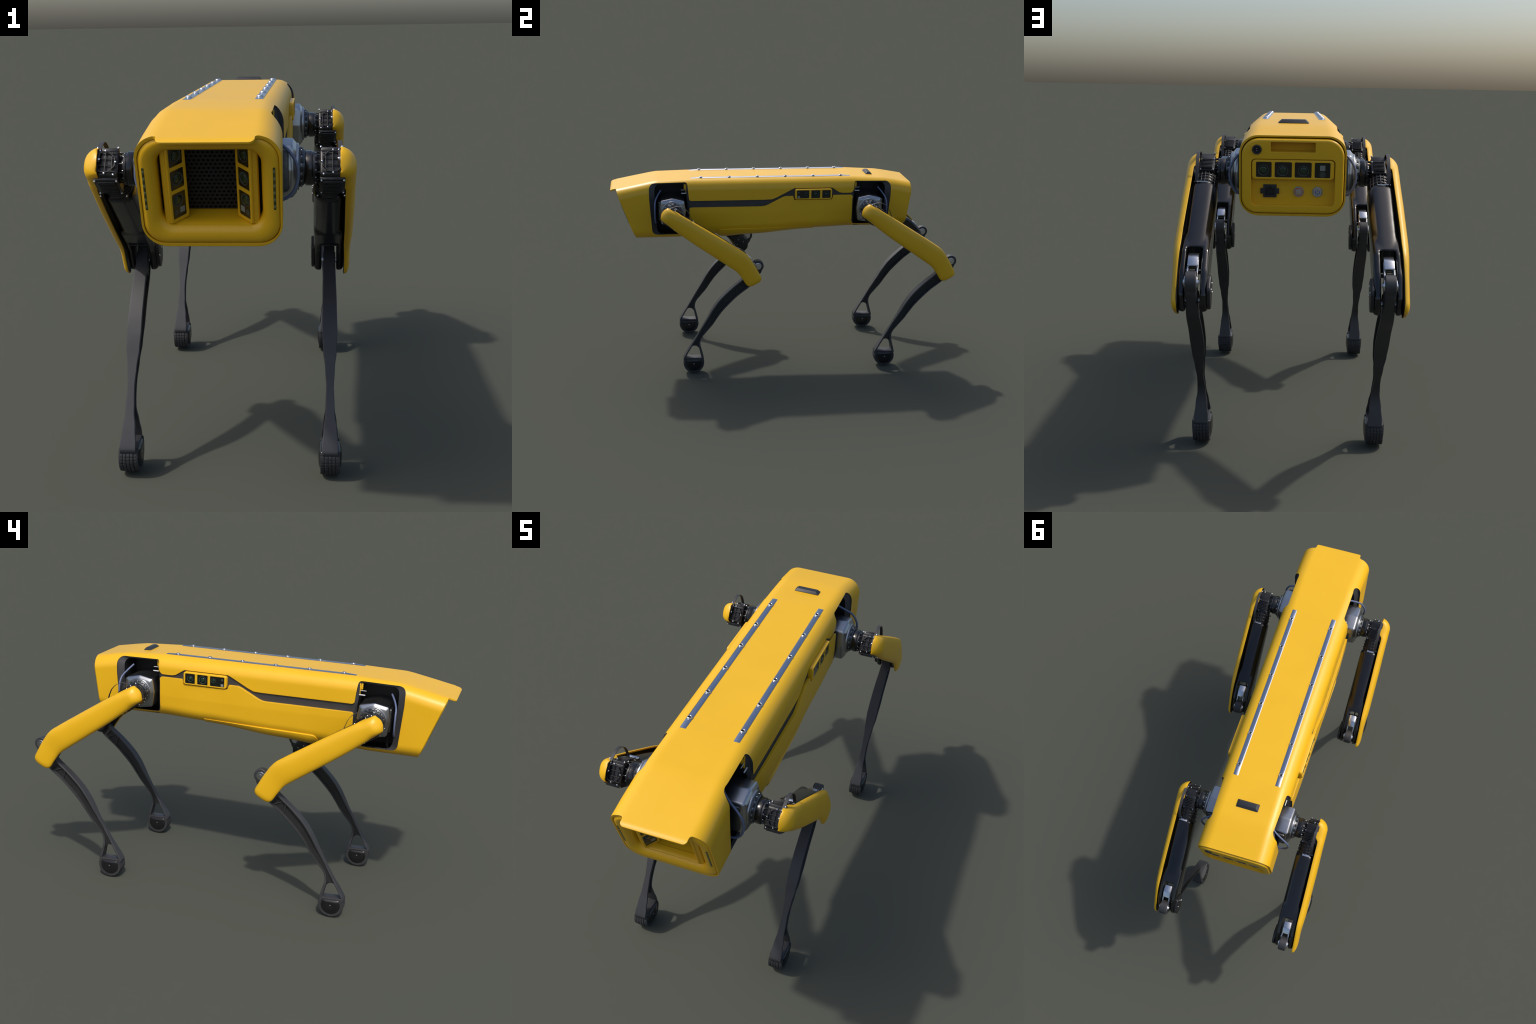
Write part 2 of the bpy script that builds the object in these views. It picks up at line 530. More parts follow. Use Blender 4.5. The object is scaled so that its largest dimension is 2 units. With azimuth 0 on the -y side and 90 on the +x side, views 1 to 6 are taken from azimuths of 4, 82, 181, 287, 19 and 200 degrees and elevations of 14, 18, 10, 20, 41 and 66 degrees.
# handle block on the rump
B = Build()
o = [(-0.052, 0.495, 0.003), (0.052, 0.495, 0.003), (0.052, 0.532, 0.003), (-0.052, 0.532, 0.003)]
base = fillet(o, 4)
rings = [[topmap(x, y, -0.002) for x, y in base], [topmap(x, y, 0.002) for x, y in base],
         [topmap(x * 0.80, lerp(y, 0.5135, 0.42), 0.0115) for x, y in base], [topmap(x * 0.78, lerp(y, 0.5135, 0.5), 0.0122) for x, y in base]]
B.loft(rings).obj("antenna_block", PLUG, root, angle=25)

# ------------------------------------------------------------------ camera bar helper
def camera_bar(name, outline, windows, mp, h0, h1, parent, bev=0.004):
    """outline, windows in plane coordinates; windows: (x0,x1,y0,y1,[features])"""
    B = Build().prism(outline, h0, h1, mp, bev, 4)
    me = B.mesh("bar", [YELLOW])
    cs = []
    for w in windows:
        c = Build().prism(rrect(w[0], w[1], w[2], w[3], 0.004, 4), h1 - 0.0025, h1 + 0.02, mp)
        cs.append(c.mesh("c", [YELLOW]))
    me = boolean(me, cs)
    me.name = name
    smooth(me, 30)
    bar = put(name, me, parent)
    G = Build(); 
    for w in windows:
        G.prism(rrect(w[0] - 0.0005, w[1] + 0.0005, w[2] - 0.0005, w[3] + 0.0005, 0.004, 4), h1 - 0.004, h1 - 0.0018, mp, mi=0)
        for kind, cx, cy, r in w[4]:
            if kind == 'lens':
                lens_rings = []
                for (rr, hh) in ((r, -0.002), (r, -0.0010), (r * 0.86, -0.0010), (r * 0.82, -0.0018)):
                    lens_rings.append([mp(a, c, h1 + hh) for a, c in circle(cx, cy, rr, 28)])
                G.loft(lens_rings, mi=1)
                dome = []
                for k in range(6):
                    a = pi / 2 * k / 5
                    dome.append([mp(p, q, h1 - 0.0018 + 0.0016 * sin(a)) for p, q in circle(cx, cy, max(r * 0.62 * cos(a), 1e-5), 24)])
                G.loft(dome, mi=2)
            else:
                col = 3 if kind == 'square' else 1
                G.prism(rrect(cx - r, cx + r, cy - r, cy + r, 0.0008 if kind == 'square' else r * 0.9, 3), h1 - 0.002, h1 - 0.0012, mp, mi=col)
    G.obj("camera_window", [GLASS, LENSRING, LENS, SENSOR], bar, angle=30)
    return bar

# side camera bars
for s in (1, -1):
    mp = lambda a, c, h, s=s: (s * h, a, c)
    o = rrect(0.0555, 0.2715, 1.0015, 1.0625, 0.011, 5)
    win = [(0.066, 0.137, 1.0085, 1.0555, [('lens', 0.120, 1.036, 0.0115), ('square', 0.077, 1.017, 0.0065), ('dim', 0.077, 1.043, 0.0055)]),
           (0.149, 0.201, 1.0085, 1.0555, [('lens', 0.1745, 1.032, 0.018)]),
           (0.213, 0.262, 1.0085, 1.0555, [('lens', 0.237, 1.032, 0.0145)])]
    camera_bar("camera_bar", o, win, mp, 0.160, 0.1825, root)

# ------------------------------------------------------------------ front: bezel, mouth, face cameras
B = Build()
prof = [(0.13, -0.012), (0.13, -0.004), (0.18, -0.0005), (0.28, 0.0030), (0.40, 0.0045), (0.54, 0.0040), (0.68, 0.0025), (0.80, -0.0015), (0.90, -0.0075), (0.97, -0.016), (1.0, -0.027), (1.0, -0.040)]
rings = []
for d, h in prof:
    o = front_outline(d, 0.051, 0.052, 0.041, lerp(0.056, 0.034, d), lerp(0.062, 0.036, d))
    rings.append([fmap(x, z, h) for x, z in o])
B.loft(rings, caps=(False, False))
bezel = B.obj("face_bezel", YELLOW, root, angle=60, recalc=False)
# make sure the bezel faces outward
bm = bmesh.new(); bm.from_mesh(bezel.data); bm.normal_update()
if sum((f.normal.dot(NF)) * f.calc_area() for f in bm.faces) < 0:
    bmesh.ops.reverse_faces(bm, faces=bm.faces)
bm.to_mesh(bezel.data); bm.free(); smooth(bezel.data, 60)

# light strips in the bezel
for s in (1, -1):
    B = Build()
    B.prism(rrect(s * 0.158 - 0.0032, s * 0.158 + 0.0032, 0.879, 0.990, 0.0025, 3), 0.001, 0.0048, fmap, 0.0008, 2, mi=0)
    for k in range(6):
        zc = 0.979 - k * 0.0182
        B.prism(rrect(s * 0.158 - 0.0026, s * 0.158 + 0.0026, zc - 0.0042, zc + 0.0042, 0.002, 3), 0.003, 0.0055, fmap, 0.0008, 2, mi=1)
    B.obj("light_strip", [LEDOFF, LEDON], root)

# perforated grille at the back of the mouth, parallel to the face
B = Build()
px, pz = 0.0118, 0.0105
hb, hf = -0.096, -0.088
row = 0
z = 0.8315 + pz / 2
while z < 1.035:
    x = -0.075 + px / 2 + (px / 2 if row % 2 else 0)
    while x < 0.079:
        oc = [(x - px / 2, z - pz / 2), (x, z - pz / 2), (x + px / 2, z - pz / 2), (x + px / 2, z), (x + px / 2, z + pz / 2), (x, z + pz / 2), (x - px / 2, z + pz / 2), (x - px / 2, z)]
        ic = [(x + 0.0040 * cos(a), z + 0.0032 * sin(a)) for a in (radians(225), radians(270), radians(315), 0, radians(45), radians(90), radians(135), pi)]
        B.loft([[fmap(p, q, hf) for p, q in oc], [fmap(p, q, hf) for p, q in ic], [fmap(p, q, hb) for p, q in ic]], caps=(False, True))
        x += px
    z += pz; row += 1
B.obj("face_grille", GRILLE, root, angle=20)
# dark lining of the mouth side slots
B = Build()
for s in (1, -1):
    pl3 = [(s * 0.1375, -0.030), (s * 0.1375, -0.052), (s * 0.1000, -0.052), (s * 0.1000, -0.098), (s * 0.0765, -0.098), (s * 0.0765, -0.096), (s * 0.098, -0.096), (s * 0.098, -0.050), (s * 0.1360, -0.050), (s * 0.1360, -0.030)]
    B.loft([[fmap(x, zz, h) for x, h in pl3] for zz in (0.8305, 1.037)])
B.obj("mouth_lining", GRILLE, root, angle=20)

# angled face camera modules: (x, depth) plan in the face plane
for s in (1, -1):
    A0, A1 = Vector((0.1005, -0.0075)), Vector((0.0605, -0.0505))
    e = (A1 - A0).normalized()
    nr2 = Vector((-e.y, e.x))
    if nr2.y < 0: nr2 = -nr2
    Lm = (A1 - A0).length
    def mp(a, c, h, s=s, A0=A0, e=e, nr2=nr2):
        q = A0 + e * a + nr2 * h
        return fmap(s * q.x, c, q.y)
    zp0, zp1 = 0.8315, 1.040
    o = rrect(0, Lm, zp0, zp1, 0.007, 4)
    win = []
    for k, (za, zb2) in enumerate(((0.8420, 0.9090), (0.9185, 0.9690), (0.9785, 1.0290))):
        zc = (za + zb2) / 2
        if k == 0:
            ft = [('lens', Lm * 0.44, zb2 - 0.021, 0.0165), ('square', Lm * 0.64, za + 0.018, 0.0075), ('dim', Lm * 0.32, za + 0.016, 0.0075)]
        else:
            ft = [('lens', Lm * 0.50, zc, 0.0170)]
        win.append((0.0070, Lm - 0.0090, za, zb2, ft))
    bar = camera_bar("face_camera", o, win, mp, -0.007, 0.0, root, bev=0.003)
    Q = Build()
    i0, i1 = A0 - nr2 * 0.0055, A1 - nr2 * 0.0055
    back = [A0 + Vector((0.001, -0.004)), i0 + e * 0.004, i1, i1 + Vector((0.002, -0.030)), Vector((0.110, -0.075)), Vector((0.1195, -0.024)), Vector((0.1165, -0.0165))]
    rings = [[fmap(s * q.x, zc, q.y) for q in back] for zc in (zp0 + 0.001, zp1)]
    Q.loft(rings).obj("camera_housing", YELLOW, bar, angle=25)

# ------------------------------------------------------------------ rear panel
def rmap(x, z, h=0.0):
    p = Vector((x, yrear(z), z)) + NR * (h + 0.0085)
    return (p.x, p.y, p.z)
o = rrect(-(WR - 0.0075), WR - 0.0075, 0.8315, 1.0735, 0.050, 8, 0.056)
me = Build().prism(o, -0.045, 0.0015, rmap, 0.0085, 6).mesh("rear_panel", [YELLOW])
c1 = Build().prism(rrect(-0.071, 0.071, 1.032, 1.0635, 0.002, 2), -0.036, 0.05, rmap).mesh("c", [YELLOW])
c2 = Build().prism(rrect(-0.1355, 0.1335, 0.857, 1.0095, 0.014, 5), -0.021, 0.05, rmap).mesh("c", [YELLOW])
me = boolean(me, [c1, c2]); me.name = "rear_panel"
smooth(me, 30)
rear = put("rear_panel", me, root)
o = rrect(-0.1335, 0.1315, 0.9425, 1.0075, 0.013, 5)
win = [(0.068, 0.118, 0.950, 0.9995, [('lens', 0.0945, 0.973, 0.0175)]),
       (0.003, 0.058, 0.950, 0.9995, [('lens', 0.032, 0.972, 0.0175)]),
       (-0.060, -0.006, 0.950, 0.9995, [('lens', -0.034, 0.972, 0.0175)]),
       (-0.120, -0.070, 0.950, 0.9995, [('square', -0.0955, 0.982, 0.0085), ('dim', -0.0955, 0.961, 0.010)])]
camera_bar("camera_bar", o, win, rmap, -0.023, 0.0005, root)
def rplug(x, z, h=0.0): return rmap(x, z, h + 0.0017)
# round connector
B = Build()
pr = [(0.0155, -0.006), (0.0155, 0.004), (0.0145, 0.0058), (0.0112, 0.0058), (0.0100, 0.004), (0.0095, 0.0006), (0.0001, 0.0006)]
B.loft([[rplug(x, z, h) for x, z in circle(0.1155, 1.0395, r, 28)] for r, h in pr])
for i in range(5 * 28, len(B.f)): B.m[i] = 2
for dz in (0.004, -0.004):
    B.loft([[rplug(x, z, h) for x, z in circle(0.1155, 1.0395 + dz, 0.0012, 8)] for h in (0.0, 0.003)], mi=1)
B.obj("power_connector", [PLUG, PIN, CAVITY], rear, angle=35)
def rlow(x, z, h=0.0): return rmap(x, z, h - 0.012)
# network socket
outer = [(0.043, 0.8925), (0.0515, 0.8925), (0.0515, 0.8805), (0.0945, 0.8805), (0.0945, 0.8925), (0.104, 0.8925), (0.104, 0.9095), (0.0945, 0.9095), (0.0945, 0.922), (0.0515, 0.922), (0.0515, 0.9095), (0.043, 0.9095)]
me = Build().prism(outer, -0.012, -0.0035, rlow, 0.0008, 2).mesh("network_socket", [PLUG])
c = Build().prism([(0.058, 0.8885), (0.0885, 0.8885), (0.0885, 0.9095), (0.0815, 0.9095), (0.0815, 0.916), (0.066, 0.916), (0.066, 0.9095), (0.058, 0.9095)], -0.0065, 0.02, rlow).mesh("c", [CAVITY])
me = boolean(me, [c]); me.name = "network_socket"; smooth(me, 25)
put("network_socket", me, rear)
# push buttons
for cx, col in ((-0.020, 'r'), (-0.081, 'b')):
    cz = 0.9005
    B = Build()
    pr = [(0.0178, -0.010), (0.0178, -0.006), (0.0168, -0.0042), (0.0150, -0.0040), (0.0142, -0.0055)]
    B.loft([[rlow(x, z, h) for x, z in circle(cx, cz, r, 32)] for r, h in pr], mi=0)
    pr = [(0.0138, -0.007), (0.0136, -0.0045), (0.0128, -0.0036), (0.0090, -0.0030), (0.0001, -0.0026)]
    B.loft([[rlow(x, z, h) for x, z in circle(cx, cz, r, 32)] for r, h in pr], mi=0)
    if col == 'r':
        B.loft([[rlow(x, z, h) for x, z in circle(cx, cz, r, 32)] for r, h in ((0.0126, -0.0042), (0.0124, -0.0027), (0.0106, -0.0025), (0.0104, -0.0038))], caps=(False, False), mi=1)
    else:
        arc = []
        for k in range(25):
            a = radians(90 + 40) + radians(280) * k / 24
            arc.append(rlow(cx - 0.0068 * cos(a), cz + 0.0068 * sin(a), -0.0026))
        B.tube(arc, 0.0011, 6, mi=1)
        B.tube([rlow(cx, cz + 0.002, -0.0026), rlow(cx, cz + 0.0092, -0.0026)], 0.0011, 6, mi=1)
    B.obj("push_button", [STEEL, RED if col == 'r' else BLUE], rear, angle=35)

# ------------------------------------------------------------------ legs
HY, HZ = -0.648, 0.948
SHIFT = {"upper_leg": (-0.0022, -0.0015), "lower_leg": (-0.0018, -0.0005), "foot": (-0.0010, 0.0025)}   # fit of the posed leg
HIP = Vector((0.0, HY, HZ))
U = Vector((0, 0.830, -0.557)).normalized()      # along the thigh
Nn = Vector((0, 0.557, 0.830)).normalized()      # upper-rear side of the thigh
X = Vector((1, 0, 0))
def L3(s, n, x):                                  # thigh frame -> world (front right leg)
    p = HIP + U * s + Nn * n
    return (x, p.y, p.z)
XC = 0.2995                                       # centre plane of the leg
meshes = {}

# --- hip motor (octagon block, stepped face, bolted ring)
def motor_outline(k=1.0, d=0.0):
    o = [(-0.067, 0.065, 0.010), (-0.001, 0.0785, 0.03), (0.067, 0.062, 0.010), (0.076, 0.0, 0.03), (0.066, -0.070, 0.012), (0.0, -0.083, 0.02), (-0.066, -0.072, 0.012), (-0.0765, 0.0, 0.03)]
    p = fillet(o, 5)
    p = [(a * k, c * k) for a, c in p]
    return offset(p, d) if d else p
CZ = HZ - 0.001
B = Build()
rings = []
for x, k in ((0.035, 0.97), (0.040, 1.0), (0.190, 1.0), (0.1945, 0.992), (0.1975, 0.972), (0.1995, 0.935), (0.2000, 0.925), (0.2055, 0.845), (0.2065, 0.82)):
    rings.append([(x, HY + a, CZ + c) for a, c in motor_outline(k)])
B.loft(rings)
meshes["hip_motor"] = (B, [MOTOR], 32)
B = Build()
B.lathe_x([(0.2055, 0.0635), (0.2105, 0.0630), (0.2125, 0.061), (0.2125, 0.05)], HY, HZ, 48, 2)
B.lathe_x([(0.2115, 0.0550), (0.216, 0.0540), (0.2265, 0.048), (0.229, 0.046), (0.229, 0.03)], HY, HZ, 48)
for k in range(14):
    a = 2 * pi * k / 14
    rr = 0.0490
    c = (0.2215, HY + rr * cos(a), HZ + rr * sin(a))
    rad = Vector((0, cos(a), sin(a))); tan = Vector((0, -sin(a), cos(a)))
    slope = (X * 0.75 + rad * 0.66).normalized()
    B.box(c, (tan, slope.cross(tan), slope), (0.0058, 0.0062, 0.0024), 1)
meshes["motor_ring"] = (B, [MOTORDARK, CAST, MOTOR], 35)
B = Build()
for k in range(14):
    a = 2 * pi * (k + 0.5) / 14
    B.bolt((0.2185, HY + 0.0510 * cos(a), HZ + 0.0510 * sin(a)), (0.75, 0.66 * cos(a), 0.66 * sin(a)), 0.0023, 0.0035)
meshes["motor_bolts"] = (B, [STEEL], 40)
# side plate of the motor with cable
B = Build()
B.prism(rrect(0.135, 0.187, 0.893, 1.002, 0.006, 3), -0.7185, -0.7265, lambda a, c, h: (a, h, c), 0.002, 2)
meshes["motor_plate"] = (B, [MOTORDARK], 30)
B = Build()
cp = catmull([(0.120, -0.712, 1.055), (0.150, -0.732, 1.030), (0.185, -0.745, 1.006), (0.206, -0.748, 0.975), (0.212, -0.748, 0.940), (0.204, -0.747, 0.905), (0.185, -0.745, 0.882), (0.155, -0.742, 0.872), (0.13, -0.735, 0.872)], 6)
B.tube(cp, 0.0044, 10)
meshes["motor_cable"] = (B, [CABLE], 60)
# bay bracket and pins
B = Build()
B.box((0.140, -0.5685, 1.066), (X, (0, 1, 0), (0, 0, 1)), (0.004, 0.0030, 0.027), 0)
B.box((0.134, -0.575, 1.078), (X, (0, 1, 0), (0, 0, 1)), (0.003, 0.006, 0.014), 0)
B.lathe([(0, 0.0028), (0.026, 0.0028), (0.028, 0.002)], (0.151, -0.568, 1.043), (0, -1, 0), 10, 1)
B.lathe([(0, 0.0016), (0.030, 0.0016)], (0.140, -0.568, 1.060), (0, -1, 0), 8, 1)
meshes["bay_bracket"] = (B, [YELLOW, PIN], 30)

# --- hip coupling disc and gearbox
B = Build()
B.lathe_x([(0.2285, 0.0375), (0.2295, 0.0455), (0.2325, 0.0472), (0.2465, 0.0472), (0.2492, 0.0452), (0.2495, 0.043), (0.2525, 0.043), (0.2535, 0.041), (0.2535, 0.02)], HY, HZ - 0.002, 48)
meshes["hip_disc"] = (B, [GLOSS], 30)
B = Build()
B.lathe_x([(0.250, 0.044), (0.2565, 0.044), (0.2565, 0.036), (0.272, 0.030), (0.272, 0.01)], HY, HZ - 0.002, 36)
gm = lambda a, c, h: L3(a, c, h)
B.prism(rrect(-0.044, 0.052, -0.046, 0.034, 0.012, 4), 0.268, 0.335, gm, 0.006, 3, True)
B.prism(rrect(-0.034, 0.060, -0.040, 0.032, 0.012, 4), 0.330, 0.345, gm, 0.004, 3, True)
# conical ribs between flange and gearbox
for k in range(10):
    a = 2 * pi * k / 10 + 0.2
    rad = Vector((0, cos(a), sin(a)))
    p0 = Vector((0.2555, HY, HZ)) + rad * 0.041
    p1 = Vector((0.282, HY, HZ)) + rad * 0.036
    B.tube([p0, p1], 0.0022, 6)
# front lattice (towards -u)
fx = lambda s, n, x: L3(-s, n, x)
def bar3(p, q, r): B.tube([L3(*p), L3(*q)], r, 6)
for n in (-0.034, -0.016, 0.004, 0.022):
    bar3((-0.049, n, 0.274), (-0.049, n, 0.332), 0.0018)
for x in (0.284, 0.302, 0.322):
    bar3((-0.049, -0.034, x), (-0.049, 0.022, x), 0.0018)
ringp = [(0.303 + 0.029 * cos(a), -0.006 + 0.031 * sin(a)) for a in [2 * pi * k / 8 + pi / 8 for k in range(9)]]
for (xa, na), (xb, nb) in zip(ringp, ringp[1:]):
    bar3((-0.0495, na, xa), (-0.0495, nb, xb), 0.0023)
# top plate (+n... towards front top)
B.prism(rrect(0.270, 0.330, -0.042, -0.006, 0.004, 2), 0.030, 0.039, lambda a, c, h: L3(c, h, a), 0.0015, 2)
# finned cover upper-rear
B.prism(rrect(0.268, 0.317, -0.012, 0.050, 0.004, 2), 0.030, 0.040, lambda a, c, h: L3(c, h, a), 0.0015, 2)
for k in range(7):
    s0 = -0.004 + k * 0.0075
    B.box(L3(s0, 0.0425, 0.2935), (X, U, Nn), (0.0185, 0.0016, 0.0045))
# finned cover underneath
B.prism(rrect(0.268, 0.335, -0.035, 0.050, 0.004, 2), -0.042, -0.053, lambda a, c, h: L3(c, h, a), 0.0015, 2)
for k in range(8):
    s0 = -0.026 + k * 0.0090
    B.box(L3(s0, -0.0545, 0.302), (X, U, Nn), (0.026, 0.0016, 0.0032))
meshes["knee_gearbox"] = (B, [CAST], 30)
B = Build()
mN = tuple(-Nn); mU = tuple(-U)
for s0, x in ((-0.009, 0.271), (-0.009, 0.314), (0.047, 0.271), (0.047, 0.314), (-0.041, 0.271), (-0.041, 0.327)):
    B.bolt(L3(s0, 0.0395, x), tuple(Nn), 0.0030, 0.0035)
for s0, x in ((-0.031, 0.272), (-0.031, 0.331), (0.046, 0.272), (0.046, 0.331), (0.066, 0.262), (0.066, 0.335)):
    B.bolt(L3(s0, -0.053, x), mN, 0.0032, 0.0035)
for n, x in ((0.027, 0.303), (-0.039, 0.303), (-0.006, 0.274), (0.027, 0.318), (-0.043, 0.278)):
    B.bolt(L3(-0.048, n, x), mU, 0.0030, 0.0040)
for k in range(12):
    a = 2 * pi * k / 12
    B.bolt((0.256, HY + 0.0402 * cos(a), HZ - 0.002 + 0.0402 * sin(a)), (1, 0, 0), 0.0025, 0.0035)
meshes["gearbox_bolts"] = (B, [STEEL], 40)
# collar between gearbox and thigh tube
B = Build()
def ring_tn(s, rn, rx, n=36, xc=0.296, pw=1.0, n0=-0.004):
    sg = lambda v: (1 if v > 0 else -1) * abs(v) ** pw
    return [L3(s, n0 + rn * sg(cos(2 * pi * k / n)), xc + rx * sg(sin(2 * pi * k / n))) for k in range(n)]
pf = [(0.046, 0.0385, 0.036), (0.062, 0.039, 0.037), (0.063, 0.0425, 0.041), (0.067, 0.0425, 0.041), (0.068, 0.0395, 0.038), (0.077, 0.0395, 0.038), (0.078, 0.043, 0.0415), (0.082, 0.043, 0.0415), (0.083, 0.040, 0.0385),
      (0.092, 0.040, 0.0385), (0.093, 0.0435, 0.042), (0.098, 0.0435, 0.042), (0.099, 0.040, 0.0385), (0.112, 0.0405, 0.039), (0.113, 0.046, 0.0435), (0.119, 0.046, 0.0435), (0.124, 0.040, 0.039)]
B.loft([ring_tn(s, rn, rx) for s, rn, rx in pf])
for k in range(7):
    a = -0.9 + 0.3 * k
    B.tube([L3(0.055, -0.004 + 0.0420 * cos(a), 0.296 + 0.0405 * sin(a)), L3(0.112, -0.004 + 0.0435 * cos(a), 0.296 + 0.042 * sin(a))], 0.0016, 6)
meshes["thigh_collar"] = (B, [CAST], 35)
B = Build()
B.box(L3(0.110, 0.0395, 0.303), (X, (0, 1, 0.12), (0, -0.12, 1)), (0.019, 0.0050, 0.0016))
meshes["collar_clip"] = (B, [STEEL], 35)

# --- thigh housing: tube blending into a fork
B = Build()
tube = [(0.108, 0.036, 0.034), (0.113, 0.043, 0.0430), (0.122, 0.0455, 0.0458), (0.20, 0.0462, 0.0468), (0.30, 0.0465, 0.0474), (0.38, 0.047, 0.0480), (0.43, 0.0465, 0.0482), (0.46, 0.044, 0.0480), (0.485, 0.034, 0.044)]
B.loft([ring_tn(s, rn, rx, 64, lerp(0.2972, 0.299, (s - 0.1) / 0.38), 0.68) for s, rn, rx in tube])
tube_me = B.mesh("t", [GLOSS])
fork = fillet([(-0.335, 0.780, 0.02), (-0.252, 0.736, 0.03), (-0.198, 0.680, 0.04), (-0.164, 0.612, 0.02), (-0.165, 0.582, 0.02), (-0.187, 0.552, 0.016), (-0.222, 0.550, 0.018), (-0.262, 0.618, 0.05), (-0.300, 0.652, 0.06), (-0.405, 0.722, 0.03)], 6)
fm = lambda a, c, h: (h, a, c)
fork_me = Build().prism(fork, 0.2520, 0.3458, fm, 0.013, 5, True).mesh("f", [GLOSS])
slot = fillet([(-0.297, 0.705, 0.012), (-0.235, 0.79, 0.0), (-0.05, 0.72, 0.0), (-0.08, 0.40, 0.0), (-0.28, 0.48, 0.0), (-0.325, 0.61, 0.0)], 4)
slot_me = Build().prism(slot, 0.2760, 0.3230, fm).mesh("s", [GLOSS])
hm = boolean(boolean(tube_me, [fork_me], 'UNION'), [slot_me])
ob = put("tmp", hm)
md = ob.modifiers.new("r", 'REMESH'); md.mode = 'VOXEL'; md.voxel_size = 0.0028
md = ob.modifiers.new("s", 'SMOOTH'); md.factor = 0.5; md.iterations = 24
hm = baked(ob)
HB = Build(); HB.add([tuple(v.co) for v in hm.vertices], [list(p.vertices) for p in hm.polygons])
meshes["thigh_housing"] = (HB, [GLOSS], 50)

# inner knee cap plate with screws, rib grid under the fork
B = Build()
B.prism(fillet([(-0.262, 0.640, 0.02), (-0.212, 0.668, 0.02), (-0.166, 0.628, 0.02), (-0.170, 0.578, 0.022), (-0.200, 0.556, 0.02), (-0.228, 0.570, 0.03)], 6), 0.254, 0.2435, fm, 0.004, 3)
meshes["knee_cap"] = (B, [CAST], 35)
B = Build()
for a, c in ((-0.226, 0.636), (-0.196, 0.622), (-0.236, 0.605)):
    B.bolt((0.2440, a, c), (-1, 0, 0), 0.0034, 0.003)
meshes["knee_cap_screws"] = (B, [STEEL], 40)
B = Build()
for k in range(3):
    B.box(L3(0.405 + 0.026 * k, -0.0455, XC), (X, U, Nn), (0.034, 0.0028, 0.006))
for x in (0.267, XC, 0.332):
    B.box(L3(0.431, -0.0455, x), (X, U, Nn), (0.0025, 0.030, 0.006))
meshes["fork_ribs"] = (B, [CAST], 35)

# --- yellow thigh cover: domed half shell
B = Build()
spine_lo = catmull([(-0.7190, 0.9405), (-0.661, 0.8965), (-0.555, 0.8150), (-0.425, 0.7235), (-0.340, 0.6640), (-0.295, 0.631), (-0.268, 0.597), (-0.243, 0.558)], 8)
spine_up = catmull([(-0.677, 1.0095), (-0.611, 0.973), (-0.501, 0.906), (-0.370, 0.823), (-0.285, 0.768), (-0.236, 0.731), (-0.194, 0.671), (-0.157, 0.604)], 8)
nS = len(spine_lo)
cum = [0]
for i in range(1, nS):
    a = Vector([(spine_lo[i][k] + spine_up[i][k]) / 2 for k in (0, 1)]); c = Vector([(spine_lo[i - 1][k] + spine_up[i - 1][k]) / 2 for k in (0, 1)])
    cum.append(cum[-1] + (a - c).length)
Ltot = cum[-1]
M = 26
def cover_section(lo, up, x0, D, bulge, inner=False):
    ring = []
    for k in range(M + 1):
        a = pi * k / M
        ca, sa = cos(a), sin(a)
        w = 0.5 - 0.5 * (abs(ca) ** 0.80) * (1 if ca > 0 else -1)
        x = x0 + D * (abs(sa) ** 0.74)
        if inner:
            w = 0.5 + (w - 0.5) * 0.90
            x = x0 + max(0.0, D - 0.006) * (abs(sa) ** 0.74)
        bl = bulge * (1 - (2 * w - 1) ** 2)
        ring.append((x, lerp(lo[0], up[0], w) - U.y * bl, lerp(lo[1], up[1], w) - U.z * bl))
    return ring
secs = []
def x0_at(s): return interp([(0, 0.3215), (0.062, 0.3215), (0.092, 0.3385), (0.45, 0.3435), (0.60, 0.3475)], s, True)
def xo_at(s): return interp([(0, 0.3660), (0.10, 0.3665), (0.30, 0.3695), (0.45, 0.3705), (0.58, 0.3655)], s, True)
full = []
for i in range(nS):
    s = cum[i]
    x0, xo = x0_at(s), xo_at(s)
    D = xo - x0
    nose = 1.0 if s > 0.040 else sqrt(max(0.0, 1 - ((0.040 - s) / 0.040) ** 2))
    e = Ltot - s
    tail = 1.0
    k = 1.0
    lo, up = Vector(spine_lo[i]), Vector(spine_up[i])
    mid = (lo + up) / 2
    if s < 0.012:
        kk = 1 - 0.10 * (1 - s / 0.012) ** 2
        lo = mid + (lo - mid) * kk; up = mid + (up - mid) * kk
    full.append((lo, up, x0, max(D * nose, 0.0004)))
tip = []
lo, up = Vector(spine_lo[-1]), Vector(spine_up[-1])
d = Vector((0.5, -0.86)).normalized()
for k in range(1, 8):                               # rounded knee tip
    a = pi / 2 * k / 7
    sh = 0.030 * sin(a)
    kk = lerp(0.42, 1.0, cos(a) ** 0.8) if k < 7 else 0.42
    mid = (lo + up) / 2 + d * sh + Vector((0.000, -0.003)) * sin(a)
    x0 = lerp(0.3475, 0.345, sin(a)); xo = lerp(xo_at(Ltot), 0.3520, (1 - cos(a)))
    tip.append((mid + (lo - mid + d * sh) * kk, mid + (up - mid + d * sh) * kk, x0, max(xo - x0, 0.001)))
nose = []
s0 = cum[1]
def at(s):
    for i in range(1, nS):
        if s <= cum[i]:
            t = (s - cum[i - 1]) / (cum[i] - cum[i - 1])
            return Vector(spine_lo[i - 1]).lerp(Vector(spine_lo[i]), t), Vector(spine_up[i - 1]).lerp(Vector(spine_up[i]), t)
    return Vector(spine_lo[-1]), Vector(spine_up[-1])
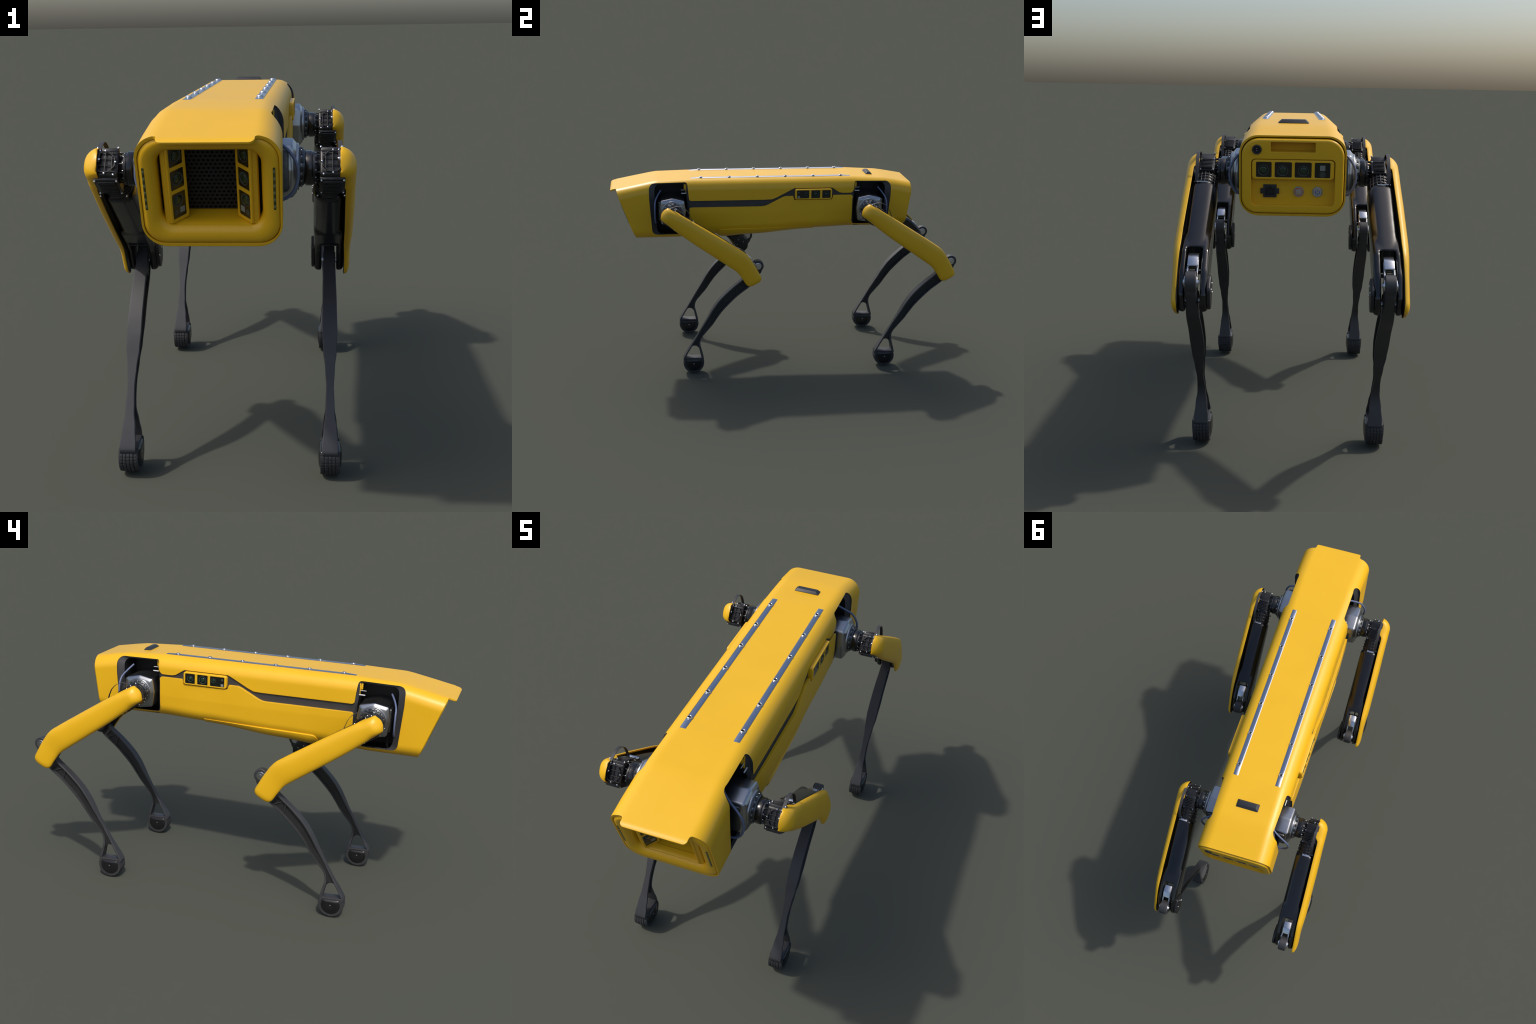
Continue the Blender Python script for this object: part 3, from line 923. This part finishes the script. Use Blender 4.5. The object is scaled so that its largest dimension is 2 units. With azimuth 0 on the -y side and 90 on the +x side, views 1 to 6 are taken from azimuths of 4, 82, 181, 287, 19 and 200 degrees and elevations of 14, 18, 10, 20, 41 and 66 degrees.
for k in range(0, 12):
    a = pi / 2 * k / 12
    s = 0.042 * (1 - cos(a))
    lo, up = at(s)
    mid = (lo + up) / 2
    kk = 0.80 + 0.20 * sin(min(pi / 2, a * 1.6)) ** 0.7
    nose.append((mid + (lo - mid) * kk, mid + (up - mid) * kk, x0_at(s), max((xo_at(s) - x0_at(s)) * sin(a), 0.0006)))
secs = nose + [f for f, s in zip(full, cum) if s > 0.043] + tip
bul = lambda i: 0.011 * max(0.0, 1 - i / 14) ** 1.5
outer = [cover_section(lo, up, x0, D, bul(i)) for i, (lo, up, x0, D) in enumerate(secs)]
inner = [cover_section(lo, up, x0, D, bul(i), inner=True) for i, (lo, up, x0, D) in enumerate(secs)]
nR = len(outer)
V = [q for r in outer for q in r] + [q for r in inner for q in r]
F = []
w1 = M + 1
off = nR * w1
for i in range(nR - 1):
    for j in range(M):
        F.append([i * w1 + j, (i + 1) * w1 + j, (i + 1) * w1 + j + 1, i * w1 + j + 1])
        F.append([off + i * w1 + j, off + i * w1 + j + 1, off + (i + 1) * w1 + j + 1, off + (i + 1) * w1 + j])
    for j in (0, M):
        F.append([i * w1 + j, off + i * w1 + j, off + (i + 1) * w1 + j, (i + 1) * w1 + j])
for i in (0, nR - 1):
    for j in range(M):
        F.append([i * w1 + j, i * w1 + j + 1, off + i * w1 + j + 1, off + i * w1 + j])
B.add(V, F)
for i, f in enumerate(B.f):
    if min(f) >= off: B.m[i] = 1                     # inner faces dark, to match the dark gap seen beside the tube
meshes["thigh_cover"] = (B, [YELLOW, LINER], 48)

# strap loop
B = Build()
sp = catmull([(-0.700, 0.972), (-0.686, 0.988), (-0.657, 1.005), (-0.620, 1.0145), (-0.588, 1.004), (-0.563, 0.980), (-0.549, 0.950), (-0.543, 0.924), (-0.548, 0.912)], 6)
rings = []
for i, (a, c) in enumerate(sp):
    p, q = sp[max(i - 1, 0)], sp[min(i + 1, len(sp) - 1)]
    t = Vector((q[0] - p[0], q[1] - p[1])).normalized(); nn = Vector((-t.y, t.x))
    rings.append([(x, a + nn.x * h, c + nn.y * h) for x, h in ((0.3165, -0.0009), (0.3285, -0.0009), (0.3285, 0.0009), (0.3165, 0.0009))])
B.loft(rings)
meshes["strap"] = (B, [LINER], 40)
B = Build()
for a, c in ((-0.546, 0.917), (-0.694, 0.978)):
    B.box((0.3225, a, c), (X, U, Nn), (0.0075, 0.0022, 0.0022))
meshes["strap_clip"] = (B, [STEEL], 35)

# --- shin
FRONT = [(-0.222, 0.612), (-0.258, 0.571), (-0.320, 0.520), (-0.383, 0.458), (-0.425, 0.400), (-0.461, 0.335), (-0.500, 0.267), (-0.537, 0.203), (-0.572, 0.146), (-0.5975, 0.101), (-0.6000, 0.088)]
REAR = [(-0.176, 0.580), (-0.214, 0.530), (-0.285, 0.474), (-0.357, 0.402), (-0.395, 0.352), (-0.426, 0.302), (-0.462, 0.256), (-0.490, 0.222), (-0.5005, 0.196), (-0.5000, 0.165), (-0.489, 0.120), (-0.4815, 0.088)]
def flange_w(z):
    return 0.5 * interp([(0.085, 0.049), (0.11, 0.048), (0.15, 0.040), (0.20, 0.0275), (0.26, 0.0225), (0.31, 0.029), (0.36, 0.041), (0.41, 0.0455), (0.48, 0.0435), (0.58, 0.038)], z, True)
XL = 0.3010
def flange(B, pts, th, side):
    P = catmull(pts, 7)
    rings = []
    for i, (a, c) in enumerate(P):
        p, q = P[max(i - 1, 0)], P[min(i + 1, len(P) - 1)]
        t = Vector((q[0] - p[0], q[1] - p[1])).normalized()
        nn = Vector((-t.y, t.x)) * side             # inward
        w = flange_w(c)
        tt = th(c) if callable(th) else th
        e = 0.0016
        prof = [(-w, e), (-w + e, 0), (w - e, 0), (w, e), (w, tt), (-w, tt)]
        rings.append([(XL + x, a + nn.x * h, c + nn.y * h) for x, h in prof])
    B.loft(rings)
    return P
B = Build()
Pf = flange(B, FRONT, 0.0075, 1)
Pr = flange(B, REAR, lambda z: interp([(0.09, 0.013), (0.16, 0.011), (0.22, 0.0075)], z), -1)
# foot saddle under the triangular window
sad = fillet([(-0.598, 0.085), (-0.482, 0.085), (-0.485, 0.096, 0.003), (-0.545, 0.0975, 0.02), (-0.594, 0.101, 0.003)], 4)
B.prism(sad, XL - 0.0245, XL + 0.0245, fm, 0.002, 2, True)
# knee head: tapering ear that carries the pivot roller
head = fillet([(-0.199, 0.652, 0.024), (-0.170, 0.680, 0.030), (-0.1395, 0.652, 0.030), (-0.150, 0.612, 0.02), (-0.186, 0.564, 0.01), (-0.222, 0.523, 0.0), (-0.262, 0.565, 0.006), (-0.224, 0.606, 0.01)], 8)
B.prism(head, XL - 0.0165, XL + 0.0165, fm, 0.003, 2, True)
B.lathe_x([(XL - 0.0170, 0.022), (XL - 0.0170, 0.0310), (XL - 0.0150, 0.0330), (XL + 0.0150, 0.0330), (XL + 0.0170, 0.0310), (XL + 0.0170, 0.022)], -0.1695, 0.6495, 40)
# diagonal stiffeners on both sides of the web
for (a, c), (a2, c2) in (((-0.298, 0.531), (-0.287, 0.483)), ((-0.262, 0.563), (-0.222, 0.532)), ((-0.287, 0.541), (-0.236, 0.520))):
    for sg in (1, -1):
        B.tube([(XL + sg * 0.0125, a, c), (XL + sg * 0.0125, a2, c2)], 0.0028, 6)
meshes["shin"] = (B, [SHIN], 40)
B = Build()
fw = [q for q in Pf if q[1] > 0.168]
rw = [q for q in Pr if q[1] > 0.168]
web = [(a + 0.003, c - 0.003) for a, c in fw] + [(-0.558, 0.160), (-0.549, 0.1650), (-0.537, 0.1690), (-0.525, 0.1670), (-0.515, 0.159), (-0.507, 0.148)] + [(a - 0.003, c + 0.001) for a, c in rw[::-1]]
B.prism(web, XL - 0.0085, XL + 0.0085, fm)
meshes["shin_web"] = (B, [SHINWEB], 30)
# knee roller and pins
B = Build()
KY, KZ = -0.1695, 0.6495
B.lathe_x([(XL - 0.0205, 0.012), (XL - 0.0205, 0.019), (XL - 0.0185, 0.0205), (XL + 0.0185, 0.0205), (XL + 0.0205, 0.019), (XL + 0.0205, 0.012)], KY, KZ, 32)
B.lathe_x([(XL - 0.0245, 0.005), (XL - 0.0245, 0.0085), (XL + 0.0245, 0.0085), (XL + 0.0245, 0.005)], KY, KZ, 6)
for q in ((-0.212, 0.583),):
    B.lathe_x([(XL - 0.0250, 0.005), (XL - 0.0250, 0.008), (XL + 0.0250, 0.008), (XL + 0.0250, 0.005)], q[0], q[1], 16)
# clevis from the thigh to the roller
B.prism(fillet([(-0.262, 0.716, 0.004), (-0.228, 0.706, 0.01), (-0.190, 0.668, 0.012), (-0.166, 0.650, 0.008), (-0.174, 0.638, 0.008), (-0.208, 0.658, 0.01), (-0.262, 0.696, 0.004)], 4), XL - 0.0178, XL - 0.0125, fm, 0.0015, 2, True)
B.prism(fillet([(-0.262, 0.716, 0.004), (-0.228, 0.706, 0.01), (-0.190, 0.668, 0.012), (-0.166, 0.650, 0.008), (-0.174, 0.638, 0.008), (-0.208, 0.658, 0.01), (-0.262, 0.696, 0.004)], 4), XL + 0.0125, XL + 0.0178, fm, 0.0015, 2, True)
B.prism(fillet([(-0.262, 0.724, 0.004), (-0.228, 0.716, 0.008), (-0.204, 0.694, 0.004), (-0.216, 0.682, 0.004), (-0.262, 0.700, 0.004)], 4), XL - 0.0165, XL + 0.0165, fm, 0.002, 2, True)
meshes["knee_linkage"] = (B, [STEEL], 32)

# --- foot
FY, FZ, FR = -0.5415, 0.0605, 0.0575
B = Build()
prof = [(-0.0275, 0.0455), (-0.0275, 0.0520), (-0.0262, 0.0560), (-0.0225, FR), (0.0225, FR), (0.0262, 0.0560), (0.0275, 0.0520), (0.0275, 0.0455)]
A0, A1 = radians(152), radians(388)
rings = []
for k in range(49):
    a = lerp(A0, A1, k / 48)
    rings.append([(XL + x, FY + r * cos(a), FZ + r * sin(a)) for x, r in prof] + [(XL + x, FY + 0.035 * cos(a), FZ + min(0.035 * sin(a), 0.026)) for x in (0.0275, -0.0275)])
B.loft(rings)
for sg in (1, -1):                                  # shoulder lugs on the tread wall
    for k in range(26):
        a = lerp(A0 + 0.05, A1 - 0.05, k / 25)
        rad = Vector((0, cos(a), sin(a))); tan = Vector((0, -sin(a), cos(a)))
        B.box(Vector((XL + sg * 0.0262, FY, FZ)) + rad * 0.0548, (X, tan, rad), (0.0026, 0.0038, 0.0036))
# tread blocks
cols, rows = 5, 22
for i in range(cols):
    for k in range(rows):
        a = lerp(A0 + 0.07, A1 - 0.07, (k + (0.0 if i % 2 else 0.0)) / (rows - 1))
        wx = 0.0106 if i == 2 else 0.0098
        x = XL + (i - 2) * 0.0107
        drop = 0.0 if abs(i - 2) < 2 else 0.0016
        rad = Vector((0, cos(a), sin(a))); tan = Vector((0, -sin(a), cos(a)))
        c = Vector((x, FY, FZ)) + rad * (FR + 0.0004 - drop)
        B.box(c, (X, tan, rad), (wx * 0.43, 0.0046, 0.0026))
meshes["foot_tread"] = (B, [RUBBER], 40)
B = Build()
# glossy half-round side caps: domes flattened on top
RC = 0.0470
for sg in (1, -1):
    rings = []
    for j in range(10):
        t = (j / 9) ** 1.4
        r = RC * cos(pi / 2 * t) ** 0.8 if j < 9 else 0.0001
        h = 0.0270 + 0.0080 * (1 - (r / RC) ** 4)
        if r < 0.008: h -= 0.003 * (1 - r / 0.008)
        ring = []
        for k in range(48):
            a = 2 * pi * k / 48
            zz = r * sin(a)
            top = 0.0255 * (0.25 + 0.75 * r / RC)
            if zz > top: zz = top + (zz - top) * 0.10
            ring.append((XL + sg * h, FY + r * cos(a), FZ + zz))
        rings.append(ring)
    base = [(XL + sg * 0.0200, q[1], q[2]) for q in rings[0]]
    B.loft([base] + rings)
meshes["foot_cap"] = (B, [FOOTCAP], 55)
B = Build()
for sg in (1, -1):
    B.lathe([(0, 0.0035), (0.0012, 0.0035), (0.0016, 0.0028)], (XL + sg * 0.0325, FY, FZ), (sg, 0, 0), 6)
meshes["foot_screw"] = (B, [STEEL], 30)

# which sub-parts belong to which part
TREE = {"hip_motor": ["motor_ring", "motor_bolts", "motor_plate", "motor_cable", "bay_bracket"],
        "thigh_housing": ["hip_disc", "knee_gearbox", "gearbox_bolts", "thigh_collar", "collar_clip", "knee_cap", "knee_cap_screws", "fork_ribs", "thigh_cover", "strap", "strap_clip"],
        "shin": ["shin_web", "knee_linkage"],
        "foot_tread": ["foot_cap", "foot_screw"]}
NAME = {"thigh_housing": "upper_leg", "shin": "lower_leg", "foot_tread": "foot"}
STUFF = {"motor_bolts", "gearbox_bolts", "knee_cap_screws"}
FLIP = {"motor_plate", "motor_cable", "bay_bracket"}        # mirrored front to back on the rear pair
REAR_DY = 1.1380
cache = {}
def get(part, mirror, flip):
    key = (part, mirror, flip and part in FLIP)
    if key not in cache:
        Bd, mats_, ang = meshes[part]
        if key[2]:
            T = Build(); T.v = [(x, 2 * HY - y, z) for x, y, z in Bd.v]; T.f = [f[::-1] for f in Bd.f]; T.m = Bd.m
            Bd = T
        cache[key] = Bd.mesh(NAME.get(part, part), mats_, angle=ang, origin=(0, HY, HZ), mirror=mirror)
    return cache[key]
for rear_leg in (False, True):
    for mirror in (False, True):
        loc = (0, HY + (REAR_DY if rear_leg else 0), HZ)
        for part, subs in TREE.items():
            dy, dz = SHIFT.get(NAME.get(part, part), (0, 0))
            p = put(NAME.get(part, part), get(part, mirror, rear_leg), root, (loc[0], loc[1] + dy, loc[2] + dz))
            for sname in subs:
                c = put(sname, get(sname, mirror, rear_leg), p)
                if sname in STUFF: c["kind"] = "stuff"
